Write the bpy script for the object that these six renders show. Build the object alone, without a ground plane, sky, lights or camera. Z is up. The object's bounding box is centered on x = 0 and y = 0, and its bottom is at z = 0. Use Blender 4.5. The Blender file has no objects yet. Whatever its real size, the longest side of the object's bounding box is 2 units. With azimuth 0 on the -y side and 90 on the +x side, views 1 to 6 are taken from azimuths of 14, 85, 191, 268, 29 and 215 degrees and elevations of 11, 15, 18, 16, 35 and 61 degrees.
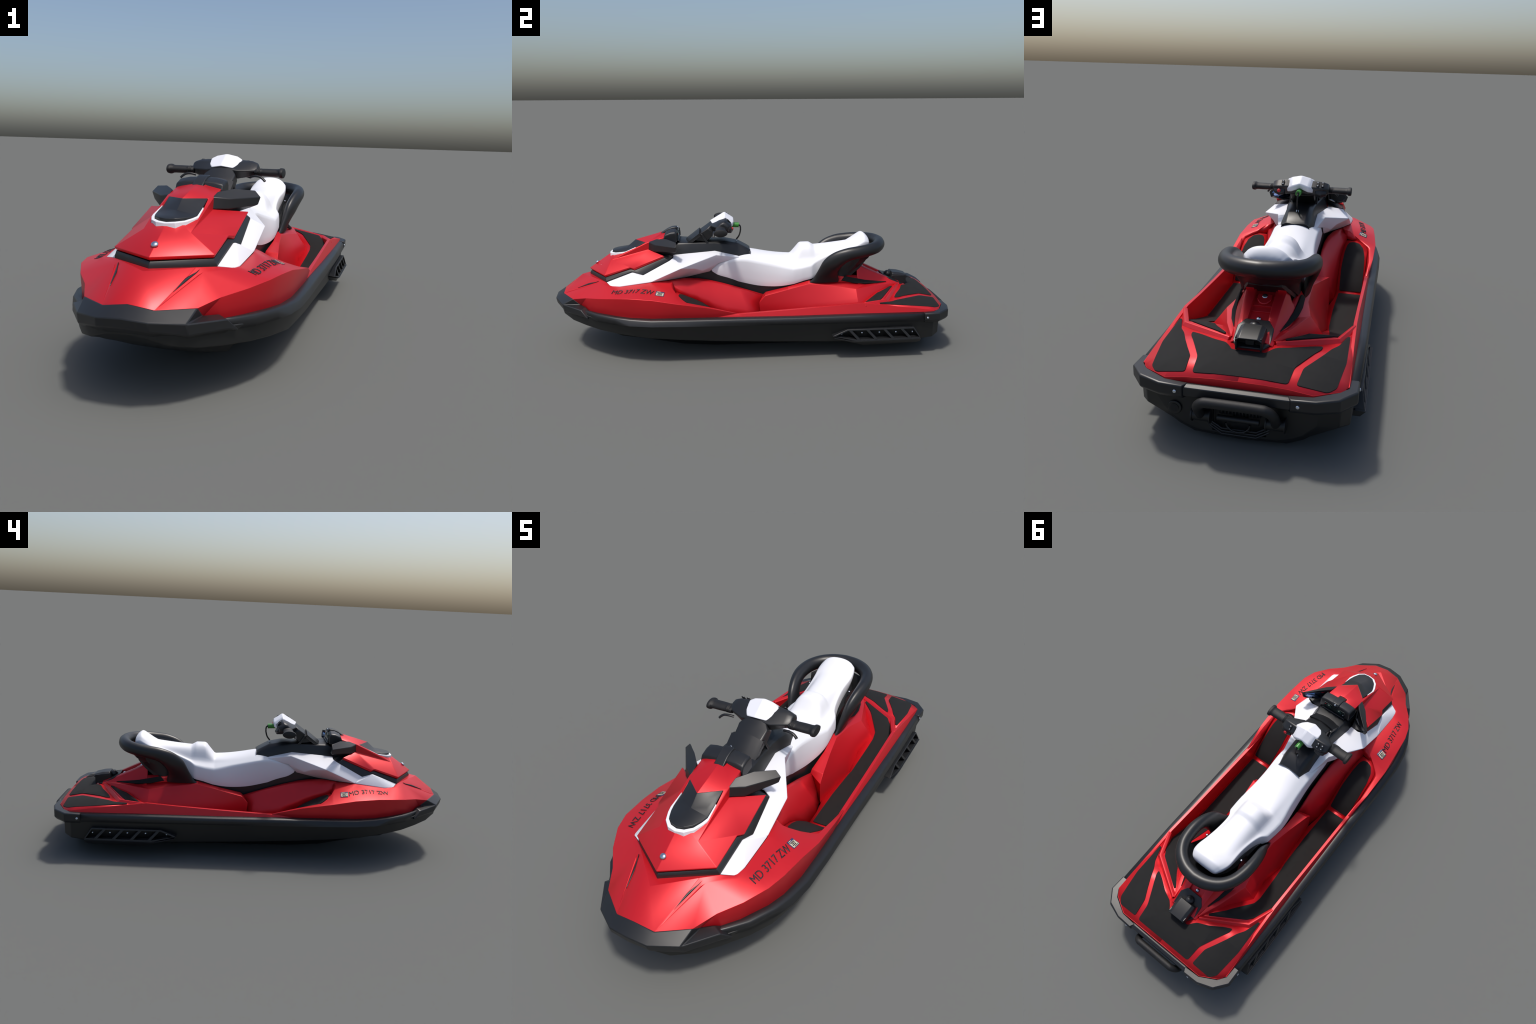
# A sit-down personal watercraft, built part by part.
# Frame: bow towards -y, stern towards +y, metres, mirror symmetric about x = 0.
import bpy, bmesh, math
from mathutils import Vector, Matrix
from mathutils.bvhtree import BVHTree

# ------------------------------------------------------------------ materials
def srgb(r, g, b):
    f = lambda c: (c / 12.92) if c <= 0.04045 else ((c + 0.055) / 1.055) ** 2.4
    return (f(r / 255), f(g / 255), f(b / 255), 1.0)

def material(name, rgb, rough=0.5, metal=0.0, coat=0.0, spec=0.5, vary=0.06, bump=0.0,
             scale=40.0, coat_rough=0.1):
    m = bpy.data.materials.new(name); m.use_nodes = True
    nt = m.node_tree; n = nt.nodes; l = nt.links
    b = n["Principled BSDF"]
    b.inputs["Roughness"].default_value = rough
    b.inputs["Metallic"].default_value = metal
    b.inputs["Coat Weight"].default_value = coat
    b.inputs["Coat Roughness"].default_value = coat_rough
    b.inputs["Specular IOR Level"].default_value = spec
    tc = n.new("ShaderNodeTexCoord")
    no = n.new("ShaderNodeTexNoise"); no.inputs["Scale"].default_value = scale
    no.inputs["Detail"].default_value = 4
    l.new(tc.outputs["Object"], no.inputs["Vector"])
    ramp = n.new("ShaderNodeValToRGB")
    c = srgb(*rgb)
    ramp.color_ramp.elements[0].position = 0.3
    ramp.color_ramp.elements[1].position = 0.7
    ramp.color_ramp.elements[0].color = tuple(v * (1 - vary) for v in c[:3]) + (1,)
    ramp.color_ramp.elements[1].color = tuple(min(1, v * (1 + vary)) for v in c[:3]) + (1,)
    l.new(no.outputs["Fac"], ramp.inputs["Fac"])
    l.new(ramp.outputs["Color"], b.inputs["Base Color"])
    if bump:
        n2 = n.new("ShaderNodeTexNoise"); n2.inputs["Scale"].default_value = scale * 12
        l.new(tc.outputs["Object"], n2.inputs["Vector"])
        bp = n.new("ShaderNodeBump"); bp.inputs["Strength"].default_value = bump
        bp.inputs["Distance"].default_value = 0.002
        l.new(n2.outputs["Fac"], bp.inputs["Height"])
        l.new(bp.outputs["Normal"], b.inputs["Normal"])
    return m

RED = material("red_paint", (204, 26, 37), rough=0.39, metal=0.36, spec=0.6, vary=0.015, scale=6)
WHITE = material("white_gelcoat", (224, 225, 231), rough=0.42, vary=0.01, scale=8)
SEATW = material("white_vinyl", (224, 225, 230), rough=0.5, vary=0.01, scale=10, bump=0.03)
BLACK = material("black_plastic", (27, 28, 30), rough=0.4, vary=0.05, scale=30)
HULLB = material("black_hull", (23, 24, 24), rough=0.48, vary=0.05, scale=12)
TRIM = material("black_trim", (28, 29, 31), rough=0.4, vary=0.05, scale=20)
RUBBER = material("black_rubber", (16, 16, 17), rough=0.6, vary=0.06, scale=60, bump=0.25)
MAT = material("foam_mat", (29, 29, 29), rough=0.85, spec=0.25, vary=0.05, scale=50, bump=0.15)
CHROME = material("polished_metal", (205, 212, 222), rough=0.22, metal=1.0, vary=0.02)
GREEN = material("green_plastic", (52, 128, 46), rough=0.35, vary=0.03)
REDBTN = material("red_button", (190, 30, 40), rough=0.4, vary=0.02)
GLASS = material("mirror_glass", (120, 142, 180), rough=0.08, metal=1.0, vary=0.01)
SCREEN = material("gauge_glass", (14, 30, 30), rough=0.12, vary=0.1, scale=30)
DIAL = material("gauge_dial", (34, 62, 58), rough=0.4, vary=0.2, scale=30)
NAVY = material("navy_print", (52, 54, 92), rough=0.5, vary=0.05)
BEIGE = material("beige_print", (190, 182, 160), rough=0.55, vary=0.08, scale=200)
INK = material("black_ink", (26, 26, 32), rough=0.5, vary=0.04)
GREY = material("grey_symbol", (170, 174, 180), rough=0.4, vary=0.05)
DARKRED = material("dark_red_plastic", (60, 20, 22), rough=0.45, vary=0.05)

# ------------------------------------------------------------------ helpers
root = bpy.data.objects.new("personal_watercraft", None)
bpy.context.scene.collection.objects.link(root)
root["label"] = "red, white and black personal watercraft with side registration lettering"
root["category"] = "jet ski"

def finish(bm, name, mat, parent=None, angle=32, bevel=0.0, segs=2, solid=0.0, out=None,
           kind=None, recalc=True):
    bmesh.ops.remove_doubles(bm, verts=bm.verts, dist=1e-5)
    if recalc:
        bmesh.ops.recalc_face_normals(bm, faces=bm.faces)
    if out is not None:                      # keep an open shell's normals pointing outwards
        s = sum((f.normal.dot(Vector(out)) * f.calc_area() for f in bm.faces))
        if s < 0:
            bmesh.ops.reverse_faces(bm, faces=bm.faces)
    me = bpy.data.meshes.new(name); bm.to_mesh(me); bm.free()
    me.shade_smooth(); me.set_sharp_from_angle(angle=math.radians(angle))
    me.materials.append(mat)
    ob = bpy.data.objects.new(name, me)
    bpy.context.scene.collection.objects.link(ob)
    ob.parent = parent or root
    if solid:
        md = ob.modifiers.new("thickness", "SOLIDIFY"); md.thickness = solid; md.offset = -1
        md.use_even_offset = False
    if bevel:
        md = ob.modifiers.new("rounded_edges", "BEVEL"); md.width = bevel; md.segments = segs
        md.limit_method = "ANGLE"; md.angle_limit = math.radians(angle)
        md.use_clamp_overlap = True; md.harden_normals = False
    if kind:
        ob["kind"] = kind
    return ob

def polys(P, F, sides=(1, -1), bm=None):
    """Facets F over named half-points P, mirrored for every sign in sides."""
    bm = bm or bmesh.new()
    for s in sides:
        vs = {}
        for f in F:
            vv = []
            for k in f:
                if k not in vs:
                    x, y, z = P[k]; vs[k] = bm.verts.new((s * x, y, z))
                vv.append(vs[k])
            try:
                bm.faces.new(vv if s > 0 else vv[::-1])
            except ValueError:
                pass
    return bm

def loft(sections, closed=False, caps=False, bm=None):
    """Skin a list of equal-length point rows."""
    bm = bm or bmesh.new()
    rows = [[bm.verts.new(p) for p in s] for s in sections]
    n = len(rows[0])
    for a, b in zip(rows, rows[1:]):
        for i in range(n if closed else n - 1):
            j = (i + 1) % n
            q = [a[i], a[j], b[j], b[i]]
            if len({tuple(round(c, 6) for c in v.co) for v in q}) < 3:
                continue
            try: bm.faces.new(q)
            except ValueError: pass
    if caps:
        for r in (rows[0], rows[-1]):
            try: bm.faces.new(r)
            except ValueError: pass
    return bm

def both(half):
    """Half section (x >= 0, from the centre outwards) to a whole row from -x to +x."""
    left = [(-x, y, z) for x, y, z in half if x > 1e-6][::-1]
    return left + list(half)

def mx(p): return (-p[0], p[1], p[2])

def tube(path, radius, name, mat, parent=None, seg=14, ry=None, caps=True, smooth=6, sides=None,
         roll=None):
    """Sweep a round or oval section along a smoothed path; radius may be a list."""
    P = [Vector(p) for p in path]
    R = radius if isinstance(radius, (list, tuple)) else [radius] * len(P)
    pts, rad = [], []
    if smooth > 1 and len(P) > 2:
        for i in range(len(P) - 1):
            p0 = P[max(i - 1, 0)]; p1 = P[i]; p2 = P[i + 1]; p3 = P[min(i + 2, len(P) - 1)]
            for k in range(smooth):
                t = k / smooth
                pts.append(0.5 * ((2 * p1) + (p2 - p0) * t + (2 * p0 - 5 * p1 + 4 * p2 - p3) * t * t
                                  + (3 * p1 - p0 - 3 * p2 + p3) * t ** 3))
                rad.append(R[i] + (R[i + 1] - R[i]) * t)
        pts.append(P[-1]); rad.append(R[-1])
    else:
        pts, rad = P, list(R)
    rows = []
    up = Vector((0, 0, 1))
    for i, p in enumerate(pts):
        t = (pts[min(i + 1, len(pts) - 1)] - pts[max(i - 1, 0)]).normalized()
        a = up.cross(t)
        if a.length < 1e-3: a = Vector((1, 0, 0)).cross(t)
        a.normalize(); b = t.cross(a).normalized()
        rx = rad[i]; rz = rad[i] if ry is None else ry * rad[i] / R[0]
        rows.append([p + a * rx * math.cos(2 * math.pi * k / seg) + b * rz * math.sin(2 * math.pi * k / seg)
                     for k in range(seg)])
    bm = loft(rows, closed=True, caps=caps)
    return finish(bm, name, mat, parent, angle=50)

def box(c, s, name, mat, parent=None, bevel=0.002, rot=None, angle=32):
    bm = bmesh.new(); bmesh.ops.create_cube(bm, size=1)
    M = Matrix.Translation(c) @ (rot or Matrix.Identity(4)) @ Matrix.Diagonal((s[0], s[1], s[2], 1))
    bmesh.ops.transform(bm, matrix=M, verts=bm.verts)
    return finish(bm, name, mat, parent, bevel=bevel, angle=angle)

def rod(a, b, r, name, mat, parent=None, seg=20, r2=None, bevel=0.0):
    a, b = Vector(a), Vector(b); d = b - a
    bm = bmesh.new()
    bmesh.ops.create_cone(bm, cap_ends=True, segments=seg, radius1=r, radius2=r if r2 is None else r2, depth=d.length)
    M = Matrix.Translation((a + b) / 2) @ d.to_track_quat('Z', 'Y').to_matrix().to_4x4()
    bmesh.ops.transform(bm, matrix=M, verts=bm.verts)
    return finish(bm, name, mat, parent, angle=40, bevel=bevel)

def dome(c, r, name, mat, parent=None, n=None, flat=0.5):
    """Flattened ball facing direction n: bolt heads, buttons, locks."""
    bm = bmesh.new(); bmesh.ops.create_uvsphere(bm, u_segments=16, v_segments=10, radius=r)
    nn = Vector(n or (0, 0, 1)).normalized()
    M = Matrix.Translation(c) @ nn.to_track_quat('Z', 'Y').to_matrix().to_4x4() @ Matrix.Diagonal((1, 1, flat, 1))
    bmesh.ops.transform(bm, matrix=M, verts=bm.verts)
    return finish(bm, name, mat, parent, angle=60)

def lerp_table(rows, y):
    """rows: [(y, v...)] piecewise linear in y."""
    if y <= rows[0][0]: return rows[0][1:]
    for a, b in zip(rows, rows[1:]):
        if y <= b[0]:
            t = (y - a[0]) / (b[0] - a[0])
            return tuple(p + (q - p) * t for p, q in zip(a[1:], b[1:]))
    return rows[-1][1:]

def round_poly(pts, r, n=4):
    """Round the corners of a 2D polygon with short arcs."""
    out = []; m = len(pts)
    for i in range(m):
        p = Vector(pts[i]).to_2d(); a = Vector(pts[i - 1]).to_2d() - p; b = Vector(pts[(i + 1) % m]).to_2d() - p
        k = min(r, a.length * 0.4, b.length * 0.4)
        s, e = p + a.normalized() * k, p + b.normalized() * k
        for j in range(n + 1):
            t = j / n
            q = s * (1 - t) ** 2 + p * 2 * t * (1 - t) + e * t * t
            out.append((q.x, q.y))
    return out

def draped(poly, zfun, xs, ys, name, mat, parent=None, thick=0.004, lift=0.003, sgn=1, angle=25, bevel=0.0015):
    """A flat-cut sheet (x, y polygon) laid over the height function zfun, cut along its creases."""
    bm = bmesh.new()
    bm.faces.new([bm.verts.new((sgn * x, y, 0)) for x, y in poly])
    for x in xs:
        bmesh.ops.bisect_plane(bm, geom=bm.verts[:] + bm.edges[:] + bm.faces[:], plane_co=(sgn * x, 0, 0), plane_no=(1, 0, 0))
    for y in ys:
        bmesh.ops.bisect_plane(bm, geom=bm.verts[:] + bm.edges[:] + bm.faces[:], plane_co=(0, y, 0), plane_no=(0, 1, 0))
    bmesh.ops.triangulate(bm, faces=[f for f in bm.faces if len(f.verts) > 4])
    for v in bm.verts:
        v.co.z = zfun(abs(v.co.x), v.co.y) + lift
    return finish(bm, name, mat, parent, angle=angle, solid=thick, bevel=bevel, out=(0, 0, 1))

# ------------------------------------------------------------------ lower hull
# half section rows: keel, bottom strake, inner chine, chine, side top
hull_rows = [
    # y      keel z | strake x,z | step foot x,z | step top x,z | chine x,z | top of side x,z
    (-0.972, 0.224,  0.020, 0.223,  0.030, 0.222,  0.035, 0.222,  0.055, 0.220,  0.065, 0.240),
    (-0.945, 0.202,  0.050, 0.200,  0.080, 0.198,  0.090, 0.198,  0.115, 0.196,  0.130, 0.236),
    (-0.890, 0.174,  0.060, 0.172,  0.100, 0.173,  0.115, 0.176,  0.172, 0.180,  0.185, 0.232),
    (-0.820, 0.142,  0.075, 0.142,  0.130, 0.147,  0.150, 0.157,  0.222, 0.170,  0.235, 0.228),
    (-0.740, 0.106,  0.090, 0.108,  0.160, 0.116,  0.180, 0.136,  0.275, 0.163,  0.288, 0.222),
    (-0.660, 0.076,  0.100, 0.079,  0.180, 0.092,  0.200, 0.122,  0.312, 0.157,  0.330, 0.214),
    (-0.520, 0.030,  0.105, 0.036,  0.150, 0.060,  0.180, 0.112,  0.335, 0.137,  0.362, 0.206),
    (-0.360, 0.004,  0.125, 0.012,  0.155, 0.040,  0.184, 0.102,  0.334, 0.121,  0.365, 0.204),
    (-0.200, 0.000,  0.135, 0.004,  0.160, 0.028,  0.188, 0.092,  0.333, 0.108,  0.364, 0.200),
    ( 0.090, 0.000,  0.140, 0.003,  0.165, 0.022,  0.192, 0.077,  0.330, 0.092,  0.361, 0.196),
    ( 0.500, 0.000,  0.145, 0.003,  0.175, 0.020,  0.205, 0.058,  0.329, 0.075,  0.358, 0.190),
    ( 0.790, 0.000,  0.155, 0.004,  0.190, 0.022,  0.225, 0.046,  0.336, 0.080,  0.350, 0.188),
    ( 0.860, 0.000,  0.165, 0.008,  0.205, 0.030,  0.234, 0.049,  0.336, 0.090,  0.340, 0.188),
    ( 0.898, 0.010,  0.150, 0.018,  0.200, 0.040,  0.222, 0.056,  0.306, 0.100,  0.310, 0.188),
    ( 0.917, 0.030,  0.130, 0.036,  0.170, 0.050,  0.200, 0.066,  0.240, 0.106,  0.246, 0.188),
]
secs = []
for r in hull_rows:
    secs.append(both([(0, r[0], r[1])] + [(r[k], r[0], r[k + 1]) for k in range(2, 12, 2)]))
bm = loft(secs)
# lid (hidden inside the deck) and transom close the hull to a solid
lid = []
for r in hull_rows:
    xt, zt = r[10], r[11]
    zl = min(r[9] + 0.012, zt) if -0.6 < r[0] < 0.84 else zt
    xl = max(xt - 0.04, xt * 0.6)
    lid.append([(-xt, r[0], zt), (-xl, r[0], zl), (0, r[0], zl), (xl, r[0], zl), (xt, r[0], zt)])
loft(lid, bm=bm)
bmesh.ops.remove_doubles(bm, verts=bm.verts, dist=1e-5)
bmesh.ops.holes_fill(bm, edges=[e for e in bm.edges if e.is_boundary])
hull = finish(bm, "hull", HULLB, angle=25, bevel=0.004, segs=2)

# pump recess in the transom
cut = box((0, 0.948, 0.100), (0.170, 0.09, 0.118), "recess_cutter", HULLB, bevel=0)
md = hull.modifiers.new("pump_recess", "BOOLEAN"); md.object = cut; md.operation = "DIFFERENCE"; md.solver = "EXACT"
hull.modifiers.move(1, 0)
cut.hide_render = True; cut.hide_viewport = True

# ------------------------------------------------------------------ rub rail
rail_line = [  # y: inner top x,z ; outer ridge x,z ; lower edge x,z
    (-0.860, 0.170, 0.246, 0.190, 0.250, 0.192, 0.215),
    (-0.804, 0.208, 0.240, 0.238, 0.248, 0.240, 0.212),
    (-0.750, 0.255, 0.242, 0.284, 0.247, 0.288, 0.211),
    (-0.660, 0.301, 0.240, 0.327, 0.243, 0.334, 0.210),
    (-0.590, 0.320, 0.235, 0.346, 0.238, 0.356, 0.208),
    (-0.495, 0.334, 0.233, 0.361, 0.233, 0.369, 0.205),
    (-0.340, 0.335, 0.231, 0.364, 0.231, 0.371, 0.201),
    ( 0.170, 0.334, 0.222, 0.360, 0.222, 0.366, 0.190),
    ( 0.490, 0.333, 0.221, 0.358, 0.220, 0.363, 0.184),
    ( 0.840, 0.328, 0.216, 0.350, 0.215, 0.354, 0.178),
]
for s in (1, -1):
    rows = []
    for (y, xi, zi, xo, zo, xl, zl) in rail_line:
        rows.append([(s * x, y, z) for x, z in
                     [(xi - 0.006, zi), (xi, zi + 0.001), (xo - 0.004, zo - 0.0015), (xo + 0.001, zo - 0.007), (xl, zl), (xl - 0.02, zl - 0.001), (xi - 0.006, zl - 0.001)]])
    finish(loft(rows, closed=True, caps=True), "rub_rail", BLACK, angle=100)

# ------------------------------------------------------------------ bow bumper
B = dict(
    p0=(0, -0.955, 0.300), p1=(0.072, -0.951, 0.289), p2=(0.165, -0.886, 0.287), p2b=(0.168, -0.852, 0.257),
    q0=(0, -0.998, 0.272), q1=(0.071, -0.992, 0.266), q2=(0.155, -0.942, 0.257),
    l0=(0, -0.993, 0.246), l1=(0.074, -0.986, 0.241), l2=(0.158, -0.932, 0.224),
    m0=(0, -0.955, 0.212), m1=(0.07, -0.950, 0.208), m2=(0.150, -0.896, 0.200),
    i0=(0, -0.90, 0.262), i1=(0.07, -0.895, 0.255), i2=(0.145, -0.84, 0.245),
    s1=(0.200, -0.823, 0.257), s2=(0.212, -0.805, 0.244), r1=(0.231, -0.838, 0.250),
    t=(0.255, -0.803, 0.212), t2=(0.222, -0.800, 0.205), w=(0.236, -0.832, 0.222), wb=(0.215, -0.83, 0.200), n=(0.19, -0.80, 0.21))
BF = [("p0", "p1", "q1", "q0"), ("p1", "p2", "q2", "q1"), ("p2", "p2b", "q2"), ("q0", "q1", "l1", "l0"), ("q1", "q2", "l2", "l1"),
      ("l0", "l1", "m1", "m0"), ("l1", "l2", "m2", "m1"), ("m0", "m1", "i1", "i0"), ("m1", "m2", "i2", "i1"),
      ("p0", "i0", "i1", "p1"), ("p1", "i1", "i2", "p2"), ("p2", "i2", "p2b"),
      ("q2", "p2b", "s1", "r1"), ("q2", "r1", "w", "l2"), ("r1", "s1", "s2", "t"), ("r1", "t", "w"), ("w", "t", "t2", "wb"),
      ("l2", "w", "wb", "m2"), ("s2", "n", "t2", "t"), ("m2", "wb", "n", "i2"), ("wb", "t2", "n"), ("p2b", "i2", "n", "s2", "s1")]
finish(polys(B, BF), "bow_bumper", BLACK, angle=22, bevel=0.003, segs=2)

# ------------------------------------------------------------------ red deck
def floor_z(x, y):
    return lerp_table([(-0.385, 0.318), (-0.366, 0.309), (-0.34, 0.295), (-0.298, 0.274), (-0.258, 0.252), (-0.235, 0.236), (-0.165, 0.182), (-0.118, 0.139),
                       (0.30, 0.138), (0.45, 0.190), (0.53, 0.222), (0.625, 0.264), (0.72, 0.277), (0.76, 0.280)], y)[0]
FLOOR_Y = [-0.366, -0.34, -0.298, -0.258, -0.235, -0.165, -0.118, 0.30, 0.45, 0.53, 0.625, 0.72]

D = dict(
    # nose
    p0=(0, -0.956, 0.299), p1=(0.072, -0.951, 0.288), p2=(0.165, -0.886, 0.286), p2b=(0.166, -0.850, 0.252),
    N0=(0, -0.866, 0.366), N1=(0.113, -0.764, 0.366), N2=(0.134, -0.768, 0.354), N3=(0.215, -0.702, 0.356),
    G0=(0.126, -0.780, 0.348), G1=(0.080, -0.932, 0.2955),
    sk0=(0, -0.829, 0.366), sk1=(0.163, -0.720, 0.364), W0=(0.199, -0.699, 0.360), W2=(0.209, -0.651, 0.355), W4=(0.2105, -0.502, 0.372),
    skb0=(0, -0.74, 0.36), skb1=(0.14, -0.68, 0.355),
    # side crease
    c1=(0.206, -0.813, 0.302), c2=(0.260, -0.747, 0.315), c3=(0.305, -0.667, 0.327), c4=(0.324, -0.600, 0.331), c5=(0.335, -0.490, 0.323),
    c6=(0.345, -0.380, 0.305), c7=(0.341, -0.230, 0.279), c8=(0.326, -0.094, 0.241),
    # along the rub rail
    r1=(0.204, -0.812, 0.236), r2=(0.250, -0.755, 0.238), r3=(0.299, -0.660, 0.236), r4=(0.319, -0.590, 0.231), r5=(0.333, -0.495, 0.229),
    r6=(0.335, -0.371, 0.227), r7=(0.334, -0.224, 0.224), r8=(0.334, -0.06, 0.221),
    # lip around the foot well
    L0=(0.172, -0.432, 0.368), L1=(0.189, -0.40, 0.365), L2=(0.214, -0.410, 0.358), L3=(0.238, -0.396, 0.342), L4=(0.272, -0.375, 0.325), L5=(0.312, -0.345, 0.308), L6=(0.322, -0.330, 0.302),
    L7=(0.324, -0.207, 0.273), L8=(0.319, -0.094, 0.240),
)
DF = [("p0", "p1", "N0"), ("p1", "N1", "N0"), ("p1", "G1", "N1"), ("G1", "G0", "N1"), ("p1", "N2", "G1"), ("N2", "G0", "G1"), ("N1", "G0", "N2"),
      ("sk0", "N0", "N1", "sk1"), ("sk0", "sk1", "skb1", "skb0"), ("N1", "N2", "W0", "sk1"), ("N2", "N3", "W0"),
      ("p1", "p2", "c1", "N2"), ("c1", "c2", "N2"), ("c2", "c3", "N3", "N2"), ("c3", "c4", "W2", "N3"), ("N3", "W2", "W0"),
      ("c4", "c5", "W4", "W2"), ("c5", "c6", "L3", "L2", "W4"), ("W4", "L2", "L1", "L0"), ("c6", "L5", "L4", "L3"), ("c6", "c7", "L7", "L6", "L5"), ("c7", "c8", "L8", "L7"),
      ("p2", "p2b", "r1", "c1"), ("c1", "r1", "r2", "c2"), ("c2", "r2", "r3", "c3"), ("c3", "r3", "r4", "c4"), ("c4", "r4", "r5", "c5"),
      ("c5", "r5", "r6", "c6"), ("c6", "r6", "r7", "c7"), ("c7", "r7", "r8", "c8")]
bm = polys(D, DF); bmesh.ops.remove_doubles(bm, verts=bm.verts, dist=1e-5); bmesh.ops.triangulate(bm, faces=bm.faces)
bow_bvh = BVHTree.FromBMesh(bm)
bow_deck = finish(bm, "bow_deck", RED, angle=26, bevel=0.003, solid=0.006, out=(0, 0, 1))

def bow_z(x, y):
    h = bow_bvh.ray_cast(Vector((x, y, 0.6)), Vector((0, 0, -1)))
    return h[0].z if h[0] is not None else 0.33

# foot well: ramp and floor with its walls, one per side
well_in = [(-0.385, 0.205), (-0.345, 0.194), (-0.29, 0.187), (-0.20, 0.186), (-0.12, 0.188), (-0.04, 0.186), (0.055, 0.171), (0.178, 0.184), (0.285, 0.194), (0.42, 0.186), (0.53, 0.188), (0.56, 0.168), (0.65, 0.105), (0.72, 0.070), (0.755, 0.060)]
well_out = [(-0.385, 0.255), (-0.372, 0.285), (-0.345, 0.306), (-0.29, 0.310), (-0.12, 0.309), (0.40, 0.308), (0.53, 0.306), (0.575, 0.297), (0.64, 0.262), (0.745, 0.085), (0.755, 0.075)]
wy = sorted(set(FLOOR_Y) | {-0.385, -0.29, -0.20, -0.04, 0.055, 0.178, 0.285, 0.40, 0.56, 0.575, 0.645, 0.745})
for s in (1, -1):
    rows = []
    for y in wy:
        xi = lerp_table(well_in, y)[0]; xo = lerp_table(well_out, y)[0]
        z = floor_z(0, y)
        rows.append([(s * xi, y, z), (s * (xi + xo) / 2, y, z), (s * xo, y, z)])
    finish(loft(rows), "foot_well", RED, angle=20, solid=0.006, out=(0, 0, 1))

# gunwale: outer face, crest, inner wall
gun = [  # y: crest x,z ; crest inner x,z ; outer foot x,z ; inner foot x
    (-0.300, 0.333, 0.229, 0.318, 0.229, 0.336, 0.224, 0.309),
    (-0.094, 0.327, 0.238, 0.313, 0.238, 0.336, 0.221, 0.309),
    ( 0.150, 0.323, 0.249, 0.311, 0.249, 0.335, 0.219, 0.309),
    ( 0.350, 0.320, 0.260, 0.309, 0.260, 0.335, 0.218, 0.308),
    ( 0.505, 0.320, 0.271, 0.308, 0.271, 0.335, 0.218, 0.306),
    ( 0.640, 0.322, 0.254, 0.311, 0.252, 0.334, 0.216, 0.306),
    ( 0.760, 0.325, 0.238, 0.315, 0.235, 0.332, 0.214, 0.306),
    ( 0.868, 0.327, 0.223, 0.318, 0.220, 0.330, 0.212, 0.306),
]
for s in (1, -1):
    rows = []
    for (y, xc, zc, xn, zn, xf, zf, xi) in gun:
        zb = min(floor_z(0, y), zn - 0.004) - 0.012 if y < 0.6 else zn - 0.03
        rows.append([(s * x, y, z) for x, z in [(xf, zf - 0.006), (xc, zc), (xn, zn), (xi, zb), (xf - 0.02, zb), (xf - 0.02, zf - 0.012)]])
    finish(loft(rows, closed=True, caps=True), "gunwale", RED, angle=24, bevel=0.003)

# wall between the lip and the ramp at the front of the well
Wl = dict(D)
Wl.update(a0=(0.150, -0.375, 0.34), a1=(0.200, -0.388, 0.322), a2=(0.228, -0.385, 0.322), a3=(0.262, -0.382, 0.314), a4=(0.300, -0.350, 0.296), a5=(0.311, -0.30, 0.270), a6=(0.311, -0.20, 0.205), a7=(0.310, -0.094, 0.135))
WF = [("L1", "L2", "a2", "a1"), ("L2", "L3", "a3", "a2"), ("L3", "L4", "a4", "a3"), ("L4", "L5", "a4"), ("L5", "L6", "a5", "a4"), ("L6", "L7", "a6", "a5"), ("L7", "L8", "a7", "a6"), ("L0", "L1", "a1")]
finish(polys(Wl, WF), "well_wall", RED, angle=30, solid=-0.004)

# flank below the seat: front panel, step, rear panel
K = dict(
    t0=(0.2105, -0.502, 0.371), t1=(0.172, -0.432, 0.367), t2=(0.136, -0.348, 0.368), t3=(0.117, -0.281, 0.359), t4=(0.109, -0.228, 0.347), t5=(0.107, -0.160, 0.328), t6=(0.107, -0.074, 0.301), t7=(0.113, 0.046, 0.262),
    u1=(0.178, -0.425, 0.362), u2=(0.156, -0.345, 0.361), u3=(0.137, -0.280, 0.351), u4=(0.126, -0.228, 0.338), u5=(0.119, -0.160, 0.318), u6=(0.119, -0.074, 0.292), u7=(0.123, 0.045, 0.254),
    m1=(0.198, -0.398, 0.342), m2=(0.188, -0.343, 0.320), m3=(0.179, -0.285, 0.298), m4=(0.174, -0.23, 0.272), m5=(0.170, -0.14, 0.225), m6=(0.165, -0.04, 0.200), m7=(0.150, 0.035, 0.19),
    b1=(0.205, -0.385, 0.314), b2=(0.194, -0.345, 0.294), b3=(0.187, -0.29, 0.268), b4=(0.186, -0.235, 0.234), b5=(0.188, -0.12, 0.138), b6=(0.186, -0.04, 0.134), b7=(0.166, 0.035, 0.134),
    # rear panel
    R1=(0.168, 0.052, 0.271), R1l=(0.170, 0.022, 0.238), R1b=(0.171, 0.030, 0.134), R1i=(0.113, 0.060, 0.274), R1t=(0.113, 0.046, 0.262),
    R2=(0.145, 0.172, 0.293), R3=(0.129, 0.278, 0.313), R4=(0.131, 0.416, 0.297), R5=(0.154, 0.517, 0.286), R6=(0.112, 0.66, 0.293), R7=(0.072, 0.752, 0.290),
    i2=(0.118, 0.172, 0.300), i3=(0.112, 0.278, 0.326), i4=(0.112, 0.438, 0.318), i5=(0.116, 0.572, 0.298), i6=(0.078, 0.692, 0.295),
    e2=(0.163, 0.178, 0.212), e3=(0.162, 0.285, 0.222), e4=(0.170, 0.420, 0.235), e5=(0.182, 0.518, 0.248),
    B2=(0.184, 0.178, 0.136), B3=(0.196, 0.285, 0.136), B4=(0.186, 0.420, 0.176), B5=(0.209, 0.522, 0.214), B6=(0.130, 0.650, 0.266), B7=(0.080, 0.742, 0.278))
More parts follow.
